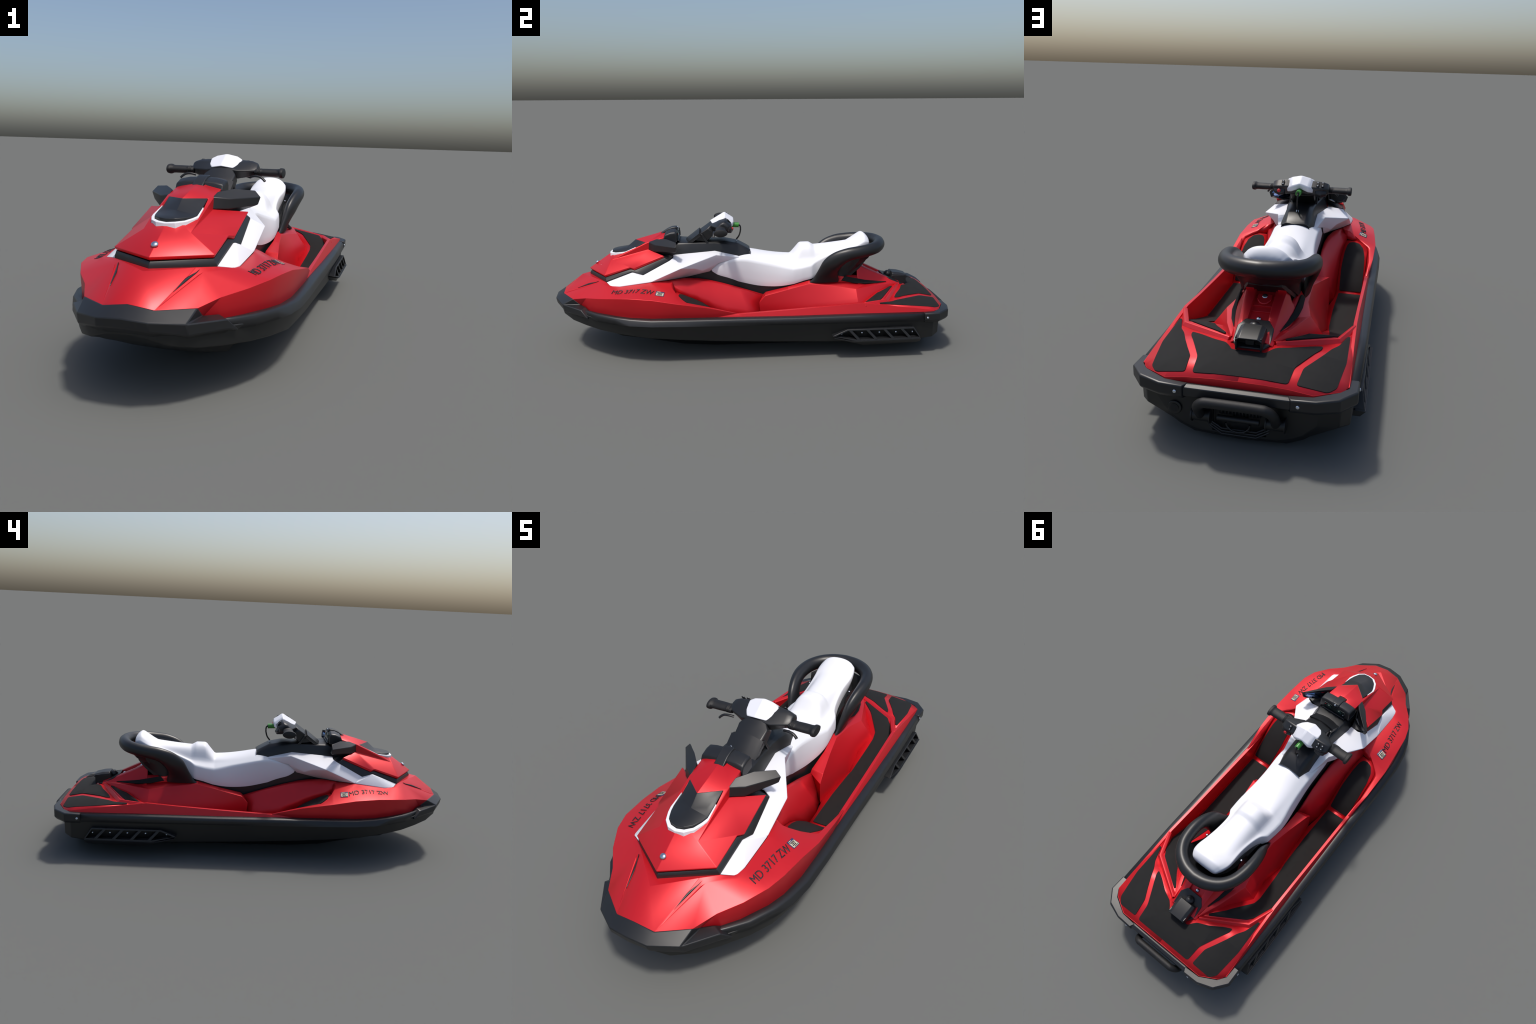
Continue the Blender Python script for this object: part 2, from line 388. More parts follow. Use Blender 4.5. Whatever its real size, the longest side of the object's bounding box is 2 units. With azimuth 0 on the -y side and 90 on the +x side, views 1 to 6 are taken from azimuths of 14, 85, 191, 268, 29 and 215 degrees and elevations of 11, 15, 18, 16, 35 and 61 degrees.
KF = [("t0", "t1", "u1"), ("t1", "t2", "u2", "u1"), ("t2", "t3", "u3", "u2"), ("t3", "t4", "u4", "u3"), ("t4", "t5", "u5", "u4"), ("t5", "t6", "u6", "u5"), ("t6", "t7", "u7", "u6"),
      ("u1", "u2", "m2", "m1"), ("u2", "u3", "m3", "m2"), ("u3", "u4", "m4", "m3"), ("u4", "u5", "m5", "m4"), ("u5", "u6", "m6", "m5"), ("u6", "u7", "m7", "m6"),
      ("m1", "m2", "b2", "b1"), ("m2", "m3", "b3", "b2"), ("m3", "m4", "b4", "b3"), ("m4", "m5", "b5", "b4"), ("m5", "m6", "b6", "b5"), ("m6", "m7", "b7", "b6")]
KR = [("R1t", "R1i", "R1", "R1l"), ("R1t", "R1l", "R1b", "b7", "m7", "u7"),
      ("R1i", "i2", "R2", "R1"), ("i2", "i3", "R3", "R2"), ("i3", "i4", "R4", "R3"), ("i4", "i5", "R5", "R4"), ("i5", "i6", "R6", "R5"), ("i6", "R7", "R6"),
      ("R1", "R2", "e2"), ("R1", "e2", "B2", "R1b", "R1l"), ("R2", "R3", "e3", "e2"), ("R3", "R4", "e4", "e3"), ("R4", "R5", "e5", "e4"),
      ("e2", "e3", "B3", "B2"), ("e3", "e4", "B4", "B3"), ("e4", "e5", "B5", "B4"), ("R5", "R6", "B6", "B5", "e5"), ("R6", "R7", "B7", "B6")]
for s in (1, -1):
    finish(polys(K, KF, sides=(s,)), "front_flank_panel", RED, angle=32, solid=0.005, out=(s, 0, 0.3))
    finish(polys(K, KR, sides=(s,)), "rear_flank_panel", RED, angle=17, solid=0.005, out=(s, 0, 0.3), bevel=0.003)

# ------------------------------------------------------------------ stern deck
GX = [0, 0.08, 0.155, 0.23, 0.32]
GYZ = [(0.60, 0.289, 0.286, 0.274, 0.264, 0.256), (0.75, 0.279, 0.278, 0.266, 0.253, 0.241),
       (0.845, 0.263, 0.260, 0.251, 0.241, 0.226), (0.94, 0.234, 0.233, 0.229, 0.219, 0.209)]
def deck_z(x, y):
    row = lerp_table(GYZ, y)
    return lerp_table([(gx, gz) for gx, gz in zip(GX, row)], x)[0]
poly = [(0.0, 0.755), (0.077, 0.755), (0.272, 0.642), (0.300, 0.560), (0.322, 0.560), (0.325, 0.868), (0.304, 0.895), (0.228, 0.936), (0, 0.936)]
for s in (1, -1):
    draped(poly, deck_z, GX[1:4], [0.75, 0.845], "stern_deck", RED, thick=0.006, lift=0.0, sgn=s, angle=15, bevel=0)
# red lip below the deck edge
rows = []
for x, y in [(0, 0.936), (0.08, 0.936), (0.155, 0.936), (0.228, 0.936), (0.266, 0.9155), (0.304, 0.895), (0.318, 0.878)]:
    k = 0.006 if x < 0.3 else 0.003
    rows.append([(x, y - 0.004, deck_z(x, y)), (x, y + 0.001, deck_z(x, y) - 0.0005), (x, y + k, 0.199)])
rows = [[mx(p) for p in r] for r in rows[:0:-1]] + rows
finish(loft(rows), "transom_lip", RED, angle=30, solid=0.005, out=(0, 1, 0))
# ridge between foot well and stern deck
ridge = [(0.314, 0.520, 0.271, 0.010), (0.269, 0.635, 0.268, 0.013), (0.076, 0.751, 0.287, 0.010)]
for s in (1, -1):
    rows = []
    for i, (x, y, z, w) in enumerate(ridge):
        a = Vector(ridge[max(i - 1, 0)][:2]); b = Vector(ridge[min(i + 1, 2)][:2])
        t = (b - a).normalized(); nrm = Vector((-t.y, t.x))
        if nrm.y < 0: nrm = -nrm
        rows.append([(s * (x + nrm.x * o), y + nrm.y * o, zz) for o, zz in
                     [(-w, z - 0.006), (0, z), (w * 0.35, z + 0.0005), (w * 1.25, z - 0.014), (w * 1.25, z - 0.04), (-w, z - 0.04)]])
    finish(loft(rows, closed=True, caps=True), "deck_ridge", RED, angle=25, bevel=0.002)

mats = dict(
    side=[(0.305, 0.600), (0.296, 0.602), (0.274, 0.668), (0.252, 0.700), (0.232, 0.745), (0.206, 0.795), (0.182, 0.838), (0.173, 0.915), (0.268, 0.915), (0.291, 0.888), (0.307, 0.76)],
    )
for s in (1, -1):
    draped(round_poly(mats["side"], 0.010), deck_z, GX[1:4], [0.75, 0.845], "side_deck_mat", MAT, sgn=s)
half = [(0.055, 0.806), (0.066, 0.790), (0.084, 0.772), (0.13, 0.752), (0.190, 0.712), (0.224, 0.695), (0.222, 0.715), (0.188, 0.780), (0.155, 0.846), (0.148, 0.919)]
whole = half + [(-x, y) for x, y in half[::-1]]
draped(round_poly(whole, 0.012), deck_z, [-0.23, -0.155, -0.08, 0, 0.08, 0.155, 0.23], [0.75, 0.845], "center_deck_mat", MAT)

# foot well mats
m_front = [(0.209, -0.350), (0.220, -0.366), (0.242, -0.371), (0.268, -0.362), (0.288, -0.335), (0.299, -0.285), (0.302, -0.22), (0.302, -0.124), (0.200, -0.124), (0.196, -0.22), (0.201, -0.30)]
m_rear = [(0.200, -0.104), (0.300, -0.104), (0.300, 0.30), (0.299, 0.535), (0.276, 0.588), (0.248, 0.627), (0.104, 0.718), (0.100, 0.710), (0.150, 0.651), (0.222, 0.538), (0.226, 0.50), (0.200, 0.27), (0.196, 0.10)]
for s in (1, -1):
    draped(round_poly(m_front, 0.008), floor_z, [], FLOOR_Y, "front_foot_mat", MAT, sgn=s, lift=0.0045)
    draped(round_poly(m_rear, 0.008), floor_z, [], FLOOR_Y, "rear_foot_mat", MAT, sgn=s, lift=0.0045)

# ------------------------------------------------------------------ vents, lettering, sticker on the bow deck
for s in (1, -1):
    a, b = Vector((0.125, -0.766)), Vector((0.0925, -0.876)); d = b - a; nr = Vector((d.y, -d.x)).normalized()
    rows = []
    for t, o in [(0, 0.0002), (0.12, 0.0018), (0.25, 0.0036), (0.38, 0.0055), (0.5, 0.0062), (0.65, 0.0046), (0.8, 0.0026), (0.9, 0.0012), (1, 0.0002)]:
        p, q = a + d * t, a + d * t + nr * o
        rows.append([(s * v.x, v.y, bow_z(v.x, v.y) + 0.003) for v in (p, (p + q) / 2, q)])
    finish(loft(rows), "deck_vent", TRIM, angle=60, solid=0.003, out=(0, 0, 1))

def text_mesh(body):
    cu = bpy.data.curves.new("lettering", "FONT"); cu.body = body; cu.size = 1.0
    cu.resolution_u = 4
    ob = bpy.data.objects.new("lettering", cu); bpy.context.scene.collection.objects.link(ob)
    dg = bpy.context.evaluated_depsgraph_get()
    me = bpy.data.meshes.new_from_object(ob.evaluated_get(dg))
    bpy.data.objects.remove(ob); bpy.data.curves.remove(cu)
    return me
def quad_map(q, u, v):
    a, b, c, d = [Vector(p) for p in q]           # bottom left, bottom right, top right, top left
    return (a * (1 - u) + b * u) * (1 - v) + (d * (1 - u) + c * u) * v
def lay(bm, q, lift, name, mat, sx, parent, thick=0.0012):
    for k in range(1, 28):
        bmesh.ops.bisect_plane(bm, geom=bm.verts[:] + bm.edges[:] + bm.faces[:], plane_co=(k / 28, 0, 0), plane_no=(1, 0, 0))
    for k in range(1, 5):
        bmesh.ops.bisect_plane(bm, geom=bm.verts[:] + bm.edges[:] + bm.faces[:], plane_co=(0, k / 5, 0), plane_no=(0, 1, 0))
    bmesh.ops.triangulate(bm, faces=bm.faces)
    for v in bm.verts:
        p = quad_map(q, v.co.x, v.co.y)
        v.co = Vector((p.x, p.y, bow_z(abs(p.x), p.y) + lift))
    ob = finish(bm, name, mat, parent, solid=thick, out=(0, 0, 1), angle=40)
    return ob
def unit_text(body):
    bm = bmesh.new(); me = text_mesh(body); bm.from_mesh(me); bpy.data.meshes.remove(me)
    xs = [v.co.x for v in bm.verts]; ys = [v.co.y for v in bm.verts]
    for v in bm.verts:
        v.co = Vector(((v.co.x - min(xs)) / (max(xs) - min(xs)), (v.co.y - min(ys)) / (max(ys) - min(ys)), 0))
    return bm
def unit_rect(u0, v0, u1, v1):
    bm = bmesh.new(); bm.faces.new([bm.verts.new(p) for p in [(u0, v0, 0), (u1, v0, 0), (u1, v1, 0), (u0, v1, 0)]])
    bmesh.ops.subdivide_edges(bm, edges=bm.edges[:], cuts=2, use_grid_fill=True)
    return bm
tq = {1: [(0.267, -0.683), (0.296, -0.490), (0.268, -0.481), (0.239, -0.676)],
      -1: [(-0.294, -0.462), (-0.266, -0.664), (-0.240, -0.660), (-0.265, -0.463)]}
sq = {1: [(0.298, -0.477), (0.299, -0.437), (0.268, -0.434), (0.267, -0.473)],
      -1: [(-0.296, -0.420), (-0.299, -0.456), (-0.262, -0.460), (-0.259, -0.424)]}
for s in (1, -1):
    q = [(x, y, 0) for x, y in tq[s]]
    lay(unit_text("MD 3717 ZW"), q, 0.0022, "registration_lettering", INK, s, bow_deck)
    q = [(x, y, 0) for x, y in sq[s]]
    st = lay(unit_rect(0, 0, 1, 1), q, 0.0016, "registration_sticker", NAVY, s, bow_deck)
    lay(unit_rect(0.10, 0.05, 0.93, 0.74), q, 0.0024, "sticker_field", BEIGE, s, st, 0.0006)
    for k, (u0, v0, u1, v1) in enumerate([(0.2, 0.56, 0.8, 0.66), (0.28, 0.40, 0.6, 0.50), (0.66, 0.40, 0.78, 0.5), (0.2, 0.24, 0.75, 0.34), (0.3, 0.1, 0.85, 0.17)]):
        lay(unit_rect(u0, v0, u1, v1), q, 0.003, "sticker_print", INK, s, st, 0.0004)
    lay(unit_rect(0.15, 0.82, 0.55, 0.9), q, 0.003, "sticker_print", BEIGE, s, st, 0.0004)

# ------------------------------------------------------------------ hood
H = dict(
    hb0=(0, -0.829, 0.397), hb1=(0.157, -0.729, 0.399), hs1=(0.158, -0.606, 0.437), hs2=(0.172, -0.585, 0.434), hr1=(0.171, -0.439, 0.493), hr0=(0.077, -0.521, 0.503),
    hrf=(0.075, -0.706, 0.453), he=(0.078, -0.520, 0.540), tc=(0, -0.722, 0.470), ts=(0.074, -0.648, 0.486), ts2=(0.045, -0.700, 0.474), te=(0.068, -0.584, 0.509),
    pb=(0.066, -0.536, 0.537), pc=(0, -0.591, 0.539), hc=(0.077, -0.433, 0.564), no=(0.021, -0.433, 0.574), ni=(0.021, -0.460, 0.571), n0=(0, -0.460, 0.574),
    xf=(0, -0.700, 0.468), xs=(0.045, -0.66, 0.474), cl=(0.077, -0.433, 0.540), cm=(0.077, -0.50, 0.515))
HF = [("hb0", "hb1", "hrf", "ts2", "tc"), ("hb1", "hs1", "hrf"), ("hs1", "hs2", "hr1", "hr0", "hrf"), ("hrf", "hr0", "he"), ("hrf", "he", "pb", "te", "ts"), ("hrf", "ts", "ts2"),
      ("pb", "he", "hc", "no", "ni", "n0", "pc"), ("he", "hr0", "cm", "cl", "hc")]
hood = finish(polys(H, HF), "hood", RED, angle=16, bevel=0.0025, solid=0.013, out=(0, 0, 1))

# black skirt under the hood
top = [(0, -0.822, 0.385), (0.152, -0.725, 0.388), (0.153, -0.604, 0.426), (0.167, -0.582, 0.423), (0.166, -0.438, 0.482), (0.080, -0.50, 0.495)]
mid = [(0, -0.829, 0.372), (0.160, -0.722, 0.370), (0.167, -0.596, 0.417), (0.178, -0.560, 0.406), (0.172, -0.416, 0.470), (0.100, -0.395, 0.472)]
low = [(0, -0.829, 0.350), (0.160, -0.720, 0.345), (0.166, -0.594, 0.385), (0.174, -0.541, 0.375), (0.165, -0.413, 0.440), (0.100, -0.385, 0.440)]
mid[3] = (0.178, -0.541, 0.401)
bm = loft([[mx(p) for p in r[:0:-1]] + r for r in (top, mid, low)])
finish(bm, "hood_skirt", TRIM, angle=20, solid=0.004, out=(0, -1, 0.2), bevel=0.002)

# intake panel and its trim
I = dict(c=(0, -0.709, 0.490), c2=(0.024, -0.7045, 0.4915), s0=(0.046, -0.6855, 0.492), s1=(0.0595, -0.657, 0.4925), s=(0.066, -0.632, 0.4955), e=(0.065, -0.585, 0.512), b=(0.0655, -0.536, 0.5385), bc=(0, -0.590, 0.540),
         k=(0, -0.63, 0.506), ks=(0.045, -0.605, 0.507), kc=(0, -0.67, 0.4965))
IF = [("c", "c2", "s0", "kc"), ("kc", "s0", "s1", "s", "k"), ("k", "s", "ks"), ("ks", "s", "e", "b"), ("k", "ks", "b", "bc")]
bm = polys(I, IF)
pan = finish(bm, "intake_panel", TRIM, hood, angle=30, solid=0.026, out=(0, 0, 1), bevel=0.002)
outer = [(0, -0.7215), (0.030, -0.716), (0.054, -0.694), (0.068, -0.662), (0.0735, -0.640), (0.0685, -0.583)]
inner = [(0, -0.7095), (0.025, -0.7045), (0.047, -0.686), (0.060, -0.657), (0.0665, -0.634), (0.0665, -0.585)]
zt = [0.478, 0.480, 0.4825, 0.487, 0.491, 0.5125]
rows = []
for o, i, z in zip(outer, inner, zt):
    rows.append([(o[0], o[1], z - 0.018), (o[0], o[1], z), ((o[0] + i[0]) / 2, (o[1] + i[1]) / 2, z + 0.0015), (i[0], i[1], z + 0.002), (i[0], i[1], z - 0.018)])
rows = [[mx(p) for p in r] for r in rows[:0:-1]] + rows
finish(loft(rows, closed=True, caps=True), "intake_trim", WHITE, hood, angle=30, bevel=0.0012)
dome((0, -0.789, 0.427), 0.011, "hood_lock", CHROME, hood, n=(0, -0.55, 0.83), flat=0.6)

# ------------------------------------------------------------------ white side fairings
Wp = dict(
    a=(0.162, -0.720, 0.366), b=(0.199, -0.699, 0.361), b2=(0.205, -0.688, 0.358), c=(0.209, -0.651, 0.356), d=(0.2105, -0.500, 0.374), e=(0.169, -0.594, 0.414), e2=(0.176, -0.585, 0.413), f=(0.178, -0.541, 0.401), g=(0.172, -0.413, 0.468),
    h=(0.209, -0.355, 0.437), i=(0.111, -0.187, 0.475), j=(0.088, -0.072, 0.453), k=(0.100, -0.398, 0.478), kk=(0.095, -0.34, 0.482), l=(0.073, -0.193, 0.487), m=(0.074, -0.074, 0.458), gg=(0.14, -0.395, 0.475),
    n=(0.171, -0.432, 0.368), o=(0.117, -0.351, 0.363), p=(0.112, -0.316, 0.369), q=(0.104, -0.220, 0.388), r=(0.157, -0.294, 0.419), s=(0.133, -0.257, 0.401), t=(0.105, -0.178, 0.428), v=(0.125, -0.225, 0.412))
WF = [("a", "b", "b2", "c", "e2", "e"), ("c", "d", "e2"), ("e", "e2", "d", "f"), ("f", "d", "h", "g"), ("g", "h", "kk", "k", "gg"), ("kk", "h", "i", "l"), ("l", "i", "j", "m"),
      ("d", "n", "h"), ("n", "o", "r", "h"), ("h", "r", "t", "i"), ("r", "s", "v", "t"), ("o", "p", "s", "r"), ("p", "q", "s"), ("s", "q", "t", "v"), ("i", "t", "j")]
for s in (1, -1):
    finish(polys(Wp, WF, sides=(s,)), "side_fairing", WHITE, angle=24, bevel=0.003, solid=0.006, out=(s, 0, 0.5))

# ------------------------------------------------------------------ black body under the seat
rows = []
for (y, x, zt_, zb) in [(-0.42, 0.10, 0.45, 0.34), (-0.35, 0.100, 0.42, 0.34), (-0.22, 0.098, 0.41, 0.335), (-0.07, 0.090, 0.34, 0.27), (0.08, 0.098, 0.31, 0.23), (0.16, 0.108, 0.315, 0.25), (0.29, 0.106, 0.345, 0.28)]:
    rows.append([(-x, y, zb), (-x, y, zt_), (x, y, zt_), (x, y, zb)])
finish(loft(rows, closed=True, caps=True), "saddle_base", TRIM, angle=30)

# ------------------------------------------------------------------ seat
seat_rows = [  # y : top centre z | top edge x,z | flank x,z | shoulder x,z | side x,z | bottom x,z
    (-0.215, 0.430, 0.040, 0.428, 0.070, 0.420, 0.095, 0.400, 0.100, 0.395, 0.096, 0.386),
    (-0.185, 0.450, 0.045, 0.446, 0.080, 0.438, 0.096, 0.425, 0.100, 0.390, 0.094, 0.356),
    (-0.075, 0.480, 0.049, 0.474, 0.078, 0.460, 0.100, 0.450, 0.101, 0.400, 0.091, 0.324),
    (-0.012, 0.478, 0.050, 0.469, 0.076, 0.452, 0.099, 0.437, 0.102, 0.385, 0.095, 0.308),
    ( 0.036, 0.465, 0.050, 0.458, 0.076, 0.442, 0.099, 0.426, 0.105, 0.372, 0.100, 0.299),
    ( 0.115, 0.449, 0.054, 0.444, 0.078, 0.428, 0.104, 0.411, 0.113, 0.360, 0.111, 0.297),
    ( 0.165, 0.444, 0.058, 0.439, 0.079, 0.420, 0.113, 0.398, 0.121, 0.355, 0.118, 0.304),
    ( 0.196, 0.441, 0.060, 0.437, 0.078, 0.418, 0.116, 0.392, 0.122, 0.355, 0.119, 0.310),
    ( 0.203, 0.444, 0.060, 0.440, 0.078, 0.418, 0.117, 0.392, 0.122, 0.355, 0.119, 0.311),
    ( 0.243, 0.499, 0.052, 0.492, 0.076, 0.423, 0.116, 0.396, 0.120, 0.365, 0.118, 0.323),
    ( 0.253, 0.504, 0.050, 0.497, 0.076, 0.424, 0.115, 0.398, 0.119, 0.367, 0.117, 0.326),
    ( 0.295, 0.504, 0.050, 0.497, 0.076, 0.427, 0.111, 0.406, 0.115, 0.375, 0.114, 0.335),
    ( 0.318, 0.490, 0.048, 0.483, 0.075, 0.428, 0.094, 0.421, 0.101, 0.385, 0.103, 0.343),
    ( 0.340, 0.491, 0.048, 0.484, 0.072, 0.436, 0.085, 0.430, 0.089, 0.395, 0.092, 0.352),
    ( 0.430, 0.499, 0.046, 0.492, 0.066, 0.472, 0.077, 0.466, 0.079, 0.440, 0.077, 0.400),
    ( 0.500, 0.506, 0.044, 0.500, 0.066, 0.490, 0.083, 0.483, 0.086, 0.462, 0.078, 0.425),
    ( 0.530, 0.522, 0.046, 0.517, 0.070, 0.506, 0.086, 0.494, 0.089, 0.475, 0.079, 0.443),
    ( 0.555, 0.541, 0.046, 0.536, 0.068, 0.523, 0.083, 0.507, 0.085, 0.488, 0.075, 0.456),
    ( 0.573, 0.553, 0.042, 0.548, 0.063, 0.533, 0.078, 0.515, 0.080, 0.496, 0.070, 0.466),
    ( 0.592, 0.541, 0.038, 0.537, 0.056, 0.525, 0.069, 0.511, 0.070, 0.497, 0.061, 0.474),
    ( 0.606, 0.518, 0.034, 0.516, 0.048, 0.510, 0.057, 0.503, 0.058, 0.494, 0.053, 0.482),
]
rows = []
for r in seat_rows:
    y, zc = r[0], r[1]; pr = list(zip(r[2::2], r[3::2]))
    half = [(0, y, zc)] + [(x, y, z) for x, z in pr] + [(0, y, pr[-1][1])]
    rows.append([mx(p) for p in half[-2:0:-1]] + half)
seat = finish(loft(rows, closed=True, caps=True), "seat", SEATW, angle=75)
cr = seat.data.attributes.new("crease_edge", "FLOAT", "EDGE")
sharp_y = {-0.215: 0.9, -0.185: 0.7, 0.196: 0.6, 0.203: 0.8, 0.243: 0.6, 0.253: 0.5, 0.295: 0.7, 0.318: 0.85, 0.500: 0.7, 0.573: 0.3}
for e in seat.data.edges:
    ia, ib = e.vertices
    ya, yb = seat.data.vertices[ia].co.y, seat.data.vertices[ib].co.y
    w = 0.0
    if abs(ya - yb) < 1e-4:
        w = next((k for y, k in sharp_y.items() if abs(ya - y) < 1e-3), 0.0)
    elif ia % 12 == ib % 12:              # lengthwise lines: bottom welt, shoulder, flank seam, top edge
        w = {0: 0.9, 10: 0.9, 2: 0.7, 8: 0.7, 3: 0.4, 7: 0.4}.get(ia % 12, 0.0)
    cr.data[e.index].value = w
md = seat.modifiers.new("soft_padding", "SUBSURF"); md.levels = 2; md.render_levels = 2
bpy.context.view_layer.update()

# ------------------------------------------------------------------ grab rail behind the seat
def ring_sections():
    """Blade-like foot that narrows into a round tube running behind the seat: centre, long half axis, short half axis."""
    S = [((0.116, 0.357, 0.318), (0, 0.078, 0.000), (0.015, 0, 0.000)),
         ((0.121, 0.366, 0.345), (0, 0.064, 0.004), (0.017, 0, -0.002)),
         ((0.131, 0.376, 0.378), (0, 0.052, -0.006), (0.019, 0, -0.004)),
         ((0.143, 0.394, 0.418), (0, 0.043, -0.020), (0.022, 0, -0.008)),
         ((0.152, 0.425, 0.448), (-0.003, 0.026, -0.030), (0.024, 0.004, -0.006)),
         ((0.157, 0.470, 0.469), (-0.004, 0.010, -0.032), (0.026, 0.003, -0.004)),
         ((0.154, 0.522, 0.479), (-0.003, 0.004, -0.031), (0.027, 0.006, -0.002)),
         ((0.139, 0.577, 0.485), (-0.003, 0.003, -0.031), (0.024, 0.014, -0.001)),
         ((0.105, 0.623, 0.490), (-0.002, 0.002, -0.031), (0.017, 0.024, 0)),
         ((0.055, 0.652, 0.494), (0, 0.001, -0.031), (0.007, 0.029, 0)),
         ((0.000, 0.661, 0.495), (0, 0, -0.031), (0, 0.031, 0))]
    S = [tuple(Vector(v) for v in t) for t in S]
    out = []
    for i in range(len(S) - 1):
        q = [S[max(i - 1, 0)], S[i], S[i + 1], S[min(i + 2, len(S) - 1)]]
        for k in range(4):
            t = k / 4
            out.append([0.5 * (2 * q[1][m] + (q[2][m] - q[0][m]) * t + (2 * q[0][m] - 5 * q[1][m] + 4 * q[2][m] - q[3][m]) * t * t
                               + (3 * q[1][m] - q[0][m] - 3 * q[2][m] + q[3][m]) * t ** 3) for m in range(3)])
    out.append(list(S[-1]))
    return out
rows = []
for c, A_, B_ in ring_sections():
    rows.append([tuple(c + A_ * math.cos(2 * math.pi * k / 20) + B_ * math.sin(2 * math.pi * k / 20)) for k in range(20)])
rows = rows + [[mx(p) for p in r] for r in rows[-2::-1]]
rail = finish(loft(rows, closed=True, caps=True), "grab_rail", BLACK, angle=50)
rows = []
for (xt, yt, zt2, xb, yb, zb2) in [(0.098, 0.435, 0.425, 0.106, 0.430, 0.322), (0.103, 0.490, 0.440, 0.101, 0.480, 0.345), (0.128, 0.548, 0.458, 0.097, 0.510, 0.366), (0.100, 0.603, 0.466, 0.080, 0.552, 0.393), (0.045, 0.628, 0.468, 0.045, 0.566, 0.398), (0, 0.636, 0.468, 0, 0.570, 0.400)]:
    rows.append([(xt, yt, zt2), ((xt + xb) / 2, (yt + yb) / 2 - 0.004, (zt2 + zb2) / 2), (xb, yb, zb2), (xb * 0.93, yb - 0.02, zb2 - 0.01), (xt * 0.93, yt - 0.014, zt2 - 0.035)])
rows = rows + [[mx(p) for p in r] for r in rows[-2::-1]]
finish(loft(rows, closed=True, caps=True), "grab_rail_apron", BLACK, rail, angle=40)
for s in (1, -1):
    dome((s * 0.100, 0.470, 0.447), 0.005, "rail_bolt", CHROME, rail, n=(0, 0, 1))

# ------------------------------------------------------------------ rear pedestal with its trough
rows = []
for (y, zr, xr, xs_, zs, xt2) in [(0.535, 0.394, 0.074, 0.119, 0.307, 0.035), (0.547, 0.390, 0.073, 0.118, 0.306, 0.035), (0.63, 0.351, 0.068, 0.103, 0.298, 0.035), (0.714, 0.311, 0.062, 0.078, 0.288, 0.035), (0.770, 0.288, 0.058, 0.070, 0.278, 0.034)]:
    h = [(0, y, zr - 0.016), (xt2 - 0.002, y, zr - 0.016), (xt2, y, zr - 0.001), (xr - 0.012, y, zr), (xr, y, zr - 0.005), (xr + 0.35 * (xs_ - xr), y, zr + 0.62 * (zs - zr)), (xs_, y, zs), (xs_, y, zs - 0.03)]
    rows.append(both(h))
finish(loft(rows), "rear_pedestal", RED, angle=24, solid=0.005, out=(0, 0.3, 1), bevel=0.002)
def on_trough(y, up=0.0):
    z = lerp_table([(0.547, 0.390), (0.63, 0.351), (0.714, 0.311)], y)[0] - 0.016
    return z + up
slope = math.atan2(0.311 - 0.390, 0.714 - 0.547)
Rs = Matrix.Rotation(slope, 4, 'X')
for y in (0.612, 0.636):
    box((0, y, on_trough(y, 0.0015)), (0.068, 0.004, 0.006), "trough_rib", RED, bevel=0.001, rot=Rs)
for s in (1, -1):
    box((s * 0.057, 0.556, 0.387), (0.03, 0.014, 0.018), "pedestal_tab", RED, bevel=0.002, rot=Rs)
# shield shaped latch
sh = [(-0.026, -0.024), (0.026, -0.024), (0.026, 0.004), (0.013, 0.021), (0, 0.025), (-0.013, 0.021), (-0.026, 0.004)]
bm = bmesh.new(); f = bm.faces.new([bm.verts.new((x, y, 0)) for x, y in sh])
g = bmesh.ops.extrude_face_region(bm, geom=[f]); bmesh.ops.translate(bm, vec=(0, 0, 0.009), verts=[v for v in g["geom"] if isinstance(v, bmesh.types.BMVert)])
bmesh.ops.transform(bm, matrix=Matrix.Translation((0, 0.583, on_trough(0.583, -0.002))) @ Rs, verts=bm.verts)
latch = finish(bm, "seat_latch", RED, bevel=0.003)
dome((0, 0.577, on_trough(0.577, 0.009)), 0.010, "latch_badge", CHROME, latch, n=(0, 0.45, 0.9), flat=0.4)
dome((0, 0.668, on_trough(0.668, 0.004)), 0.009, "trough_button", CHROME, n=(0, 0.45, 0.9), flat=0.8)
# narrow mats beside the pedestal
mat_in = [(0.113, 0.466, 0.341), (0.108, 0.52, 0.328), (0.100, 0.575, 0.314), (0.088, 0.640, 0.303), (0.078, 0.693, 0.2955)]
mat_out = [(0.122, 0.447, 0.322), (0.1235, 0.51, 0.307), (0.118, 0.572, 0.300), (0.101, 0.640, 0.2965), (0.0785, 0.6945, 0.2945)]
for s in (1, -1):
    rows = []
    for a, b in zip(mat_in, mat_out):
        rows.append([(s * (p[0] + 0.002), p[1], p[2] + 0.004) for p in (a, b)])
    finish(loft(rows), "pedestal_mat", MAT, angle=40, solid=0.008, out=(s, 0, 1), bevel=0.0015)
# black body between seat and grab rail
rows = []
for (y, x, zt_, zb) in [(0.30, 0.100, 0.36, 0.31), (0.36, 0.096, 0.390, 0.31), (0.44, 0.098, 0.415, 0.31), (0.50, 0.094, 0.430, 0.34), (0.548, 0.082, 0.440, 0.375), (0.585, 0.06, 0.450, 0.41)]:
    rows.append([(-x, y, zb), (-x, y, zt_ - 0.01), (-x + 0.012, y, zt_), (x - 0.012, y, zt_), (x, y, zt_ - 0.01), (x, y, zb)])
finish(loft(rows, closed=True, caps=True), "grab_rail_mount", BLACK, rail, angle=35)
for s in (1, -1):       # red web that carries the pedestal mats forward under the rail foot
    Z = dict(a=(0.122, 0.43, 0.318), b=(0.119, 0.535, 0.307), c=(0.088, 0.535, 0.340), d=(0.100, 0.43, 0.352), e=(0.080, 0.535, 0.390))
    finish(polys(Z, [("a", "b", "c", "d")], sides=(s,)), "pedestal_web", RED, solid=0.004, out=(s, 0, 0.5))

